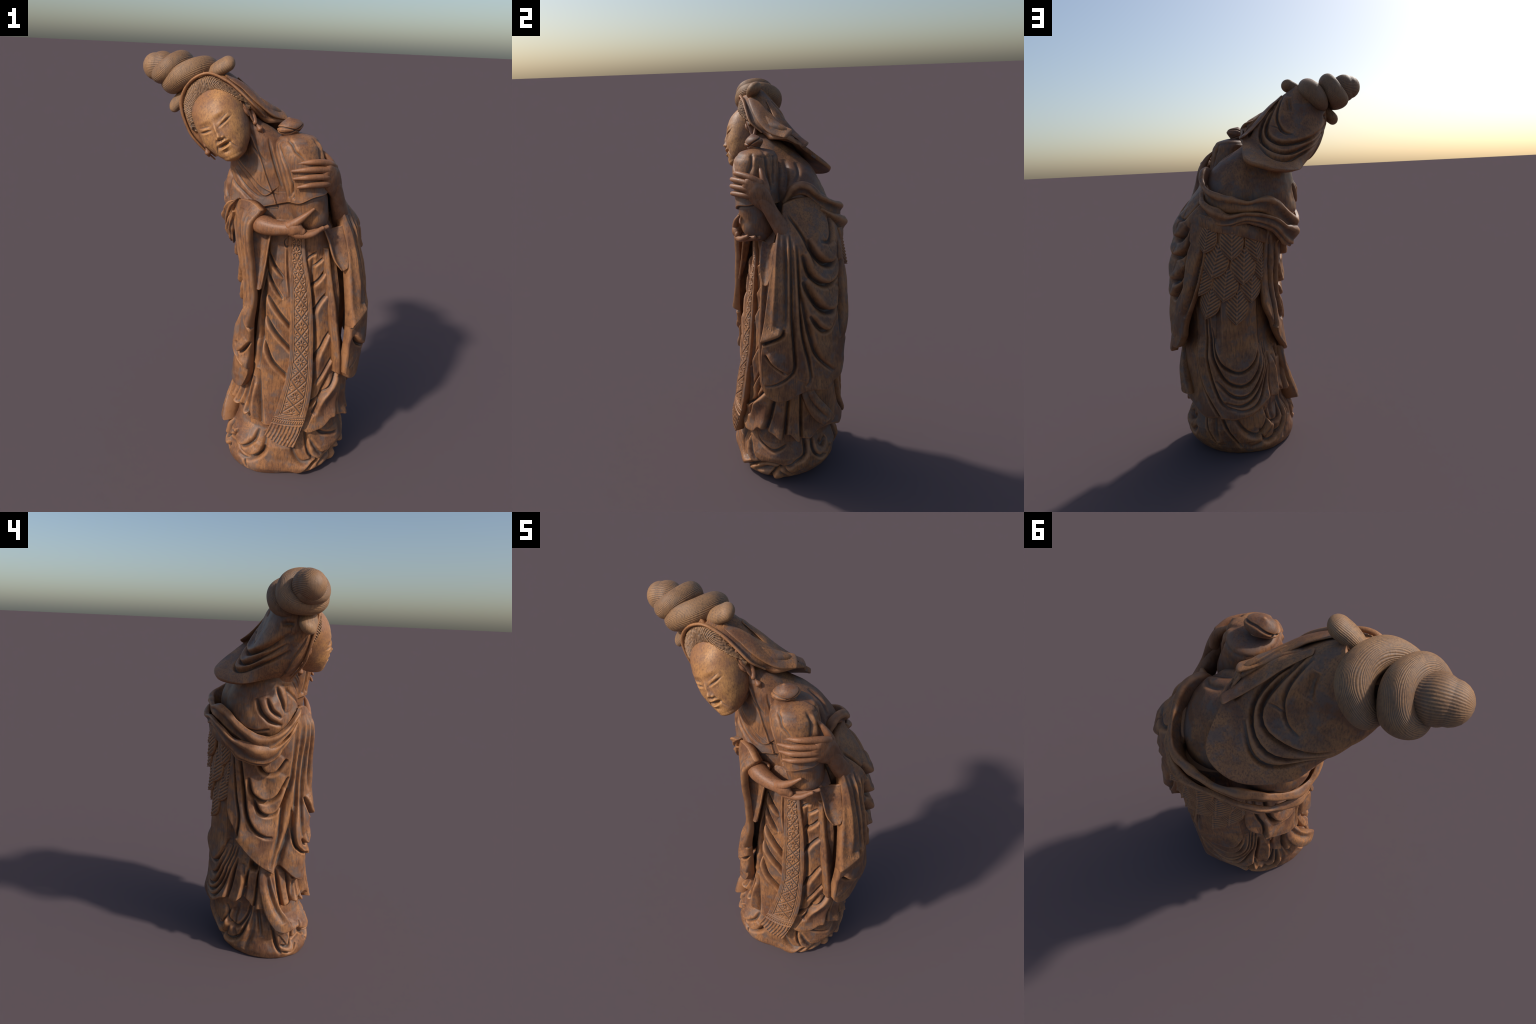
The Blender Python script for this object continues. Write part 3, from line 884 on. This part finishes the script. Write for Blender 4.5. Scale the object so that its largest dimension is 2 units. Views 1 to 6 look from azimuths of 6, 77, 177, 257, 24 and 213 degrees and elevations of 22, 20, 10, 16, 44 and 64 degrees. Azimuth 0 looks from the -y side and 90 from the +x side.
# ---------------------------------------------------------- arms and hands
loft_object('forearm', tube([(.365, -.01, 1.30), (.362, -.045, 1.34), (.345, -.08, 1.40), (.325, -.12, 1.475), (.305, -.145, 1.51)], [.044, .042, .037, .033, .03], 36, 60, flat=.85, flat_dir=(.6, -.75, .2)), SKIN)
hand_r = loft_object('hand', tube([(.345, -.09, 1.42), (.328, -.118, 1.47), (.308, -.15, 1.515), (.293, -.17, 1.545), (.282, -.185, 1.56)], [.032, .038, .05, .054, .045], 40, 50, flat=0.46, flat_dir=(.72, -.68, .12)), SKIN)
FINGERS_R = [([(.312, -.14, 1.57), (.285, -.182, 1.592), (.225, -.226, 1.602), (.161, -.232, 1.593)]),
             ([(.305, -.16, 1.55), (.275, -.200, 1.568), (.205, -.243, 1.572), (.140, -.242, 1.562)]),
             ([(.30, -.165, 1.53), (.270, -.208, 1.54), (.205, -.247, 1.541), (.149, -.246, 1.532)]),
             ([(.30, -.165, 1.505), (.270, -.208, 1.509), (.212, -.248, 1.508), (.168, -.249, 1.498)])]
for f in FINGERS_R:
    loft_object('finger', tube(f, [.016, .0145, .012, .0065], 20, 40), SKIN, parent=hand_r)
loft_object('thumb', tube([(.318, -.115, 1.52), (.312, -.118, 1.555), (.285, -.124, 1.60), (.25, -.126, 1.635)], [.02, .018, .013, .006], 20, 40), SKIN, parent=hand_r)

loft_object('forearm', tube([(-.02, -.135, 1.30), (.02, -.17, 1.30), (.08, -.20, 1.30), (.14, -.222, 1.308), (.165, -.228, 1.312)], [.036, .043, .038, .031, .028], 36, 60), SKIN)
hand_l = loft_object('hand', tube([(.115, -.213, 1.304), (.145, -.226, 1.31), (.17, -.233, 1.312), (.195, -.236, 1.302)], [.028, .033, .034, .02], 36, 40, flat=0.75, flat_dir=(0, 1, 0)), SKIN)
loft_object('thumb', tube([(.145, -.228, 1.322), (.175, -.238, 1.347), (.212, -.240, 1.380), (.24, -.232, 1.405)], [.024, .017, .012, .006], 20, 40), SKIN, parent=hand_l)
for dy, e in ((0.0, (.285, -.205, 1.316)), (.022, (.305, -.175, 1.314)), (.042, (.30, -.15, 1.312))):
    loft_object('finger', tube([(.15, -.225 + dy * .3, 1.30), (.19, -.233 + dy * .6, 1.286), (.24, -.228 + dy, 1.292), e], [.024, .017, .013, .009], 20, 40), SKIN, parent=hand_l)

# ------------------------------------------------------------------- head
HC = np.array([-.175, -.07, 1.72])
f_ = unit(np.array([-.14, -.985, -.05]))
r_ = np.array([.885, -.13, .466])
HX = unit(r_ - (r_ @ f_) * f_)
HY = f_
HZ = np.cross(HX, -HY)
def head_world(X, Y, Z):
    return HC + X[..., None] * HX + Y[..., None] * HY + Z[..., None] * HZ
H_Z = [-.160, -.152, -.13, -.10, -.06, 0, .05, .10, .146, .18, .20]
H_A = [.012, .034, .058, .082, .102, .115, .118, .112, .092, .06, .01]
H_F = [.098, .120, .132, .137, .138, .135, .126, .102, .053, .022, -.02]
H_B = [.075, .04, .00, -.04, -.07, -.10, -.12, -.12, -.11, -.09, -.03]
def head_point(phi, Z, grow=0.0):
    a = lerp_table(Z, H_Z, H_A) + grow
    fr = lerp_table(Z, H_Z, H_F) + grow
    bk = lerp_table(Z, H_Z, H_B) - grow
    yc = 0.55 * bk + 0.45 * fr
    c, s = np.cos(phi), np.sin(phi)
    X = a * np.sign(s) * np.abs(s) ** 0.92 + .010 * np.clip((-.06 - Z) / .08, 0, 1)
    Y = yc + np.where(c > 0, fr - yc, yc - bk) * np.sign(c) * np.abs(c) ** 0.85
    return X, Y
def G2(X, Z, cx, cz, sx, sz, rot=0.0):
    c, s = math.cos(rot), math.sin(rot)
    dx, dz = X - cx, Z - cz
    u, v = c * dx + s * dz, -s * dx + c * dz
    return np.exp(-(u / sx) ** 2 - (v / sz) ** 2)
EYES = [(1, .047, .004, .32), (-1, -.048, -.003, -.10)]      # side, centre, height, slant
def face_relief(X, Z):
    d = 0.0
    # nose: bridge, tip, wings
    d = d + .009 * G2(X, Z, .002, -.012, .0085, .024) + .014 * G2(X, Z, .004, -.040, .0105, .011)
    for s in (-1, 1):
        d = d + .007 * G2(X, Z, .004 + s * .0145, -.046, .006, .0065)
        d = d - .008 * G2(X, Z, .004 + s * .0075, -.0555, .0045, .0028)
        d = d + .004 * G2(X, Z, s * .058, -.040, .034, .028)
        d = d - .0045 * G2(X, Z, .004 + s * .036, -.088, .0035, .020, s * .5)
        d = d - .003 * G2(X, Z, .003 + s * .024, -.058, .004, .010, s * .6)
    for sd, cx, cz, sl in EYES:
        d = d - .0065 * G2(X, Z, cx - sd * .010, cz + .018, .024, .016, sl * .6)
        d = d + .0075 * G2(X, Z, cx, cz + .012, .020, .0085, sl)             # upper lid
        d = d - .0120 * G2(X, Z, cx, cz + .0012, .022, .0036, sl)            # slit
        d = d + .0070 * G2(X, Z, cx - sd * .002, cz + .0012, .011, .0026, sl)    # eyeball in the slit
        d = d - .0030 * G2(X, Z, cx, cz + .020, .021, .0022, sl + sd * .05)
        d = d + .0022 * G2(X, Z, cx - sd * .004, cz + .042, .026, .010, sl * .3)
        d = d + .0030 * G2(X, Z, cx, cz - .008, .020, .006, sl)
    # mouth: muzzle, lips, open gap with the tongue
    m = .12
    d = d + .005 * G2(X, Z, .005, -.078, .030, .024)
    d = d + .006 * G2(X, Z, .005, -.067, .021, .0050, m)
    d = d - .024 * G2(X, Z, .007, -.080, .024, .0072, m)
    d = d + .006 * G2(X, Z, .004, -.083, .010, .0030, m)
    d = d + .006 * G2(X, Z, .004, -.0935, .015, .0048, m)
    d = d - .004 * G2(X, Z, .004, -.108, .018, .006)
    d = d + .005 * G2(X, Z, .006, -.132, .024, .016)
    d = d - .003 * G2(X, Z, .004, -.060, .003, .006)
    return d
def head():
    nv, nu = 260, 300
    t = np.linspace(0, 1, nv)
    Z = -.160 + .360 * (t + 0.55 * -np.sin(2 * np.pi * t) / (2 * np.pi))
    phi = np.linspace(-np.pi, np.pi, nu, endpoint=False)
    phi = phi - 0.45 * np.sin(phi)
    PH, ZZ = np.meshgrid(phi, Z)
    X, Y = head_point(PH, ZZ)
    front = np.clip((np.cos(PH) - 0.1) / .3, 0, 1)
    Y = Y + front * face_relief(X, ZZ)
    P = head_world(X, Y, ZZ)
    return loft_object('head', P, FACE)
head_ob = head()
# neck
loft_object('neck', tube([(-.155, -.02, 1.70), (-.12, -.02, 1.64), (-.08, .0, 1.56)], [.06, .06, .08], 40, 40), SKIN)
# ears with drop earrings
def ear(side):
    w = lambda x, y, z: head_world(np.array(side * x), np.array(y), np.array(z))
    plate = tube([w(.112, .014, .052), (w(.119, .008, .02)), w(.122, .002, -.02), w(.123, -.002, -.05)], [.012, .018, .017, .012], 28, 50, flat=.38, flat_dir=HX)
    o = loft_object('ear', plate, SKIN)
    rim = [w(.112, .030, .035), w(.116, .026, .062), w(.121, .008, .068), w(.126, -.010, .045), w(.129, -.016, .005), w(.128, -.010, -.035), w(.126, .002, -.056)]
    loft_object('ear_rim', tube(rim, [.004, .007, .008, .008, .008, .010, .010], 20, 60), SKIN, parent=o)
    tragus = [w(.113, .030, .02), w(.117, .026, .0), w(.119, .020, -.015)]
    loft_object('ear_rim', tube(tragus, [.005, .008, .005], 18, 24), SKIN, parent=o)
    drop = [w(.127, .0, -.058), w(.130, .0, -.070), w(.133, .0, -.084), w(.137, -.002, -.104)]
    loft_object('earring', tube(drop, [.006, .0065, .014, .005], 24, 40), SKIN, parent=o)
ear(1)
ear(-1)

# ------------------------------------------------------------------- veil
VEIL_COLS = [   # each column runs from the crown to the hem; left front edge -> back -> right front edge
    [(-.245, -.108, 1.915), (-.325, -.095, 1.87), (-.362, -.075, 1.78), (-.335, -.058, 1.68), (-.292, -.051, 1.62), (-.225, -.02, 1.55)],
    [(-.285, -.07, 1.93), (-.365, -.045, 1.86), (-.375, -.01, 1.765), (-.335, .01, 1.67), (-.285, .03, 1.59), (-.225, .05, 1.54)],
    [(-.33, .00, 1.91), (-.355, .05, 1.825), (-.33, .08, 1.745), (-.28, .11, 1.655), (-.235, .14, 1.572), (-.200, .185, 1.515)],
    [(-.32, .04, 1.92), (-.275, .09, 1.825), (-.24, .12, 1.745), (-.19, .15, 1.65), (-.14, .198, 1.578), (-.092, .280, 1.528)],
    [(-.28, .05, 1.93), (-.215, .085, 1.845), (-.165, .115, 1.755), (-.105, .15, 1.67), (-.05, .208, 1.60), (.0, .305, 1.556)],
    [(-.25, .04, 1.94), (-.185, .07, 1.87), (-.12, .09, 1.79), (-.055, .12, 1.71), (.015, .18, 1.64), (.078, .272, 1.592)],
    [(-.215, .01, 1.95), (-.15, .03, 1.905), (-.085, .05, 1.84), (-.015, .075, 1.77), (.05, .105, 1.72), (.088, .155, 1.684)],
    [(-.21, -.03, 1.955), (-.14, -.015, 1.912), (-.075, -.005, 1.858), (-.005, .012, 1.803), (.05, .042, 1.768), (.082, .106, 1.722)],
    [(-.245, -.108, 1.915), (-.165, -.106, 1.89), (-.105, -.106, 1.848), (-.05, -.098, 1.798), (-.010, -.055, 1.754), (.082, .060, 1.748)],
]
VEIL = [
    ('g', .012, .014, [(-.167, .057, 1.888), (-.160, .075, 1.854), (-.166, .10, 1.813)]),
    ('f', .016, .014, [(-.143, .026, 1.900), (-.107, .072, 1.832), (-.098, .105, 1.765), (-.125, .14, 1.710), (-.175, .15, 1.695)]),
    ('f', .020, .022, [(-.124, .007, 1.895), (-.069, .073, 1.801), (-.030, .115, 1.717), (-.039, .15, 1.676), (-.088, .175, 1.654), (-.152, .175, 1.648), (-.239, .145, 1.661), (-.321, .085, 1.706), (-.365, .03, 1.75)]),
    ('f', .018, .020, [(-.085, .03, 1.85), (-.037, .065, 1.783), (.004, .125, 1.692), (-.042, .19, 1.637), (-.108, .21, 1.602), (-.181, .185, 1.612), (-.285, .11, 1.655), (-.345, .035, 1.70)]),
    ('f', .016, .016, [(-.06, .03, 1.84), (.011, .055, 1.763), (.055, .136, 1.694)]),
    ('F', .014, .014, [(-.09, .0, 1.865), (-.01, .04, 1.79), (.06, .09, 1.73)]),
    ('f', .018, .016, [(.007, .16, 1.659), (-.051, .225, 1.598), (-.131, .22, 1.573), (-.215, .165, 1.598), (-.29, .09, 1.625), (-.335, .02, 1.675)]),
    ('g', .010, .014, [(-.371, .017, 1.786), (-.345, .075, 1.78)]),
    ('g', .010, .012, [(-.372, -.002, 1.751), (-.337, .062, 1.706), (-.272, .125, 1.664)]),
    ('S', .014, .010, [(-.194, -.066, 1.92), (-.084, -.044, 1.842), (-.004, .014, 1.785), (.06, .06, 1.75)], (1, 0)),
    ('s', .014, .010, [(-.365, -.05, 1.76), (-.345, -.027, 1.69), (-.313, .004, 1.627), (-.274, .015, 1.579)], (1, 0)),
    ('g', .004, .006, [(-.058, .11, 1.741), (-.096, .125, 1.738), (-.110, .14, 1.718)]),
]
def veil():
    cols = VEIL_COLS
    rows = [[c[k] for c in cols] for k in range(6)]
    P = ctrl_grid(rows, 380, 240)
    N = grid_normals(P)
    if (N * (P - np.array([-.15, 0, 1.72]))).sum() < 0: N = -N
    P = P - N * .006
    d = carve(P, N, VEIL) if VEIL else 0
    d = d + .0015 * vnoise(P, 20) + round_rim(edge_dist(P, 'LRB'), .009)
    return shell_object('veil', P + N * d[..., None], P - N * .022, ROBE)
veil_ob = veil()
def tongue(name, pts, radii, up, thin):
    P = tube(pts, radii, 44, 90, flat=thin, flat_dir=up)
    N = grid_normals(P, True)
    return loft_object(name, P + N * (.002 * vnoise(P, 25))[..., None], ROBE, parent=veil_ob)
tongue('veil_fold', [(-.17, -.07, 1.912), (-.10, -.055, 1.872), (-.035, -.03, 1.815), (.025, .012, 1.768), (.074, .056, 1.75)], [.014, .030, .038, .039, .034], (.5, -.25, .8), .28)
tongue('veil_fold', [(-.13, .01, 1.90), (-.065, .035, 1.842), (-.005, .062, 1.777), (.05, .105, 1.722), (.082, .142, 1.694)], [.012, .022, .032, .035, .028], (.6, .2, .75), .28)
front_edge = VEIL_COLS[0][::-1] + VEIL_COLS[-1][1:5]
loft_object('veil_border', tube([tuple(np.array(p) + .004 * unit(np.array(p) - HC)) for p in front_edge], [.005, .0075, .008, .008, .008, .008, .0075, .005], 20, 160, flat=.75), ROBE, parent=veil_ob)

# front hair with strand ridges, from the hairline up under the veil edge
def front_hair():
    nv, nu = 44, 520
    phi = np.linspace(-1.55, 1.30, nu)
    low = .146 - .085 * np.abs(phi / 1.25) ** 2.2
    X, Y = head_point(phi, low, .0)
    A = head_world(X, Y, low)
    edge = np.array(VEIL_COLS[0][:4][::-1] + VEIL_COLS[-1][1:4])
    Bq = resample(edge, nu)
    Bq = Bq + .014 * unit(HC - Bq)
    t = np.linspace(-.12, 1.1, nv)[:, None, None]
    P = A[None] * (1 - t) + Bq[None] * t
    outw = unit(P - HC)
    P = P + outw * (.009 * np.sin(np.pi * np.clip(t, 0, 1)) ** .6 - .012 * (t < 0))
    N = grid_normals(P)
    if (N * outw).sum() < 0: N = -N
    ph = phi[None]
    st = np.abs(np.sin(ph * 56 + 0.5 * vnoise(P, 40))) ** 0.8
    d = .0035 * st + .0025 * vnoise(P, 140)
    return shell_object('front_hair', P + N * d[..., None], P - N * .015, HAIR)
front_hair()

# ------------------------------------------------------------------- hair
def bun():
    nl, ns = 330, 300
    t = np.linspace(0, 1, nl)
    turns = 2.25
    # the coil creeps sideways: back, front, back, front, tip
    cen = np.stack([lerp_table(t, [0, .111, .333, .556, .778, 1], v) for v in
                    ([-.30, -.316, -.352, -.398, -.432, -.468], [.014, .014, .010, .006, .004, .0], [1.873, 1.884, 1.906, 1.912, 1.924, 1.928])], -1)
    nrm = unit(resample([(-.55, .05, .82), (-.57, .05, .82), (-.6, 0, .8), (-.75, 0, .65)], nl))
    rad = lerp_table(t, [0, .08, .111, .333, .556, .778, 1], [.055, .066, .070, .082, .062, .060, .004])
    tr = lerp_table(t, [0, .05, .12, .333, .556, .778, 1], [.018, .036, .044, .045, .042, .042, .034])
    ang = -2 * np.pi * turns * t - .1
    e1 = unit(np.cross(nrm, np.array([0., 1, 0])))
    e2 = np.cross(nrm, e1)
    C = cen + rad[:, None] * (np.cos(ang)[:, None] * e1 + np.sin(ang)[:, None] * e2)
    T = unit(np.gradient(C, axis=0))
    a = np.linspace(0, 2 * np.pi, ns, endpoint=False)
    rows = []
    for i in range(nl):
        n1 = unit(nrm[i] - (nrm[i] @ T[i]) * T[i])
        n2 = np.cross(T[i], n1)
        rr = tr[i] * (1 + .024 * np.abs(np.sin(32 * a + 1.2 * np.sin(ang[i] * 1.7) + 1.6 * np.sin(3 * a + ang[i]) + 1.5 * np.sin(7 * a - 2.3 * ang[i]))))
        rows.append(C[i] + np.outer(np.cos(a) * rr, n1) + np.outer(np.sin(a) * rr, n2))
    P = np.array(rows)
    P = P + .010 * np.stack([vnoise(P, 9), vnoise(P + 5, 9), vnoise(P + 9, 9)], -1)
    ob = loft_object('hair_bun', P, HAIR)
    tip = tube([(-.43, .004, 1.925), (-.465, .002, 1.931), (-.492, -.002, 1.932)], [.058, .066, .058], 240, 40, strands=48, amp=.009, twist=4.5)
    loft_object('hair_tip', tip, HAIR, parent=ob)
bun()
loft_object('hair_loop', tube([(-.28, -.03, 1.895), (-.235, -.045, 1.925), (-.195, -.05, 1.945), (-.172, -.048, 1.958)], [.020, .027, .038, .040], 190, 50, flat=.7, flat_dir=(-.4, -.5, .75), strands=38, amp=.011), HAIR)
loft_object('hair_loop', tube([(-.30, -.04, 1.875), (-.35, -.045, 1.83), (-.39, -.03, 1.79), (-.402, -.025, 1.778)], [.025, .034, .042, .040], 190, 50, flat=.62, flat_dir=(-.6, -.4, .6), strands=38, amp=.011), HAIR)
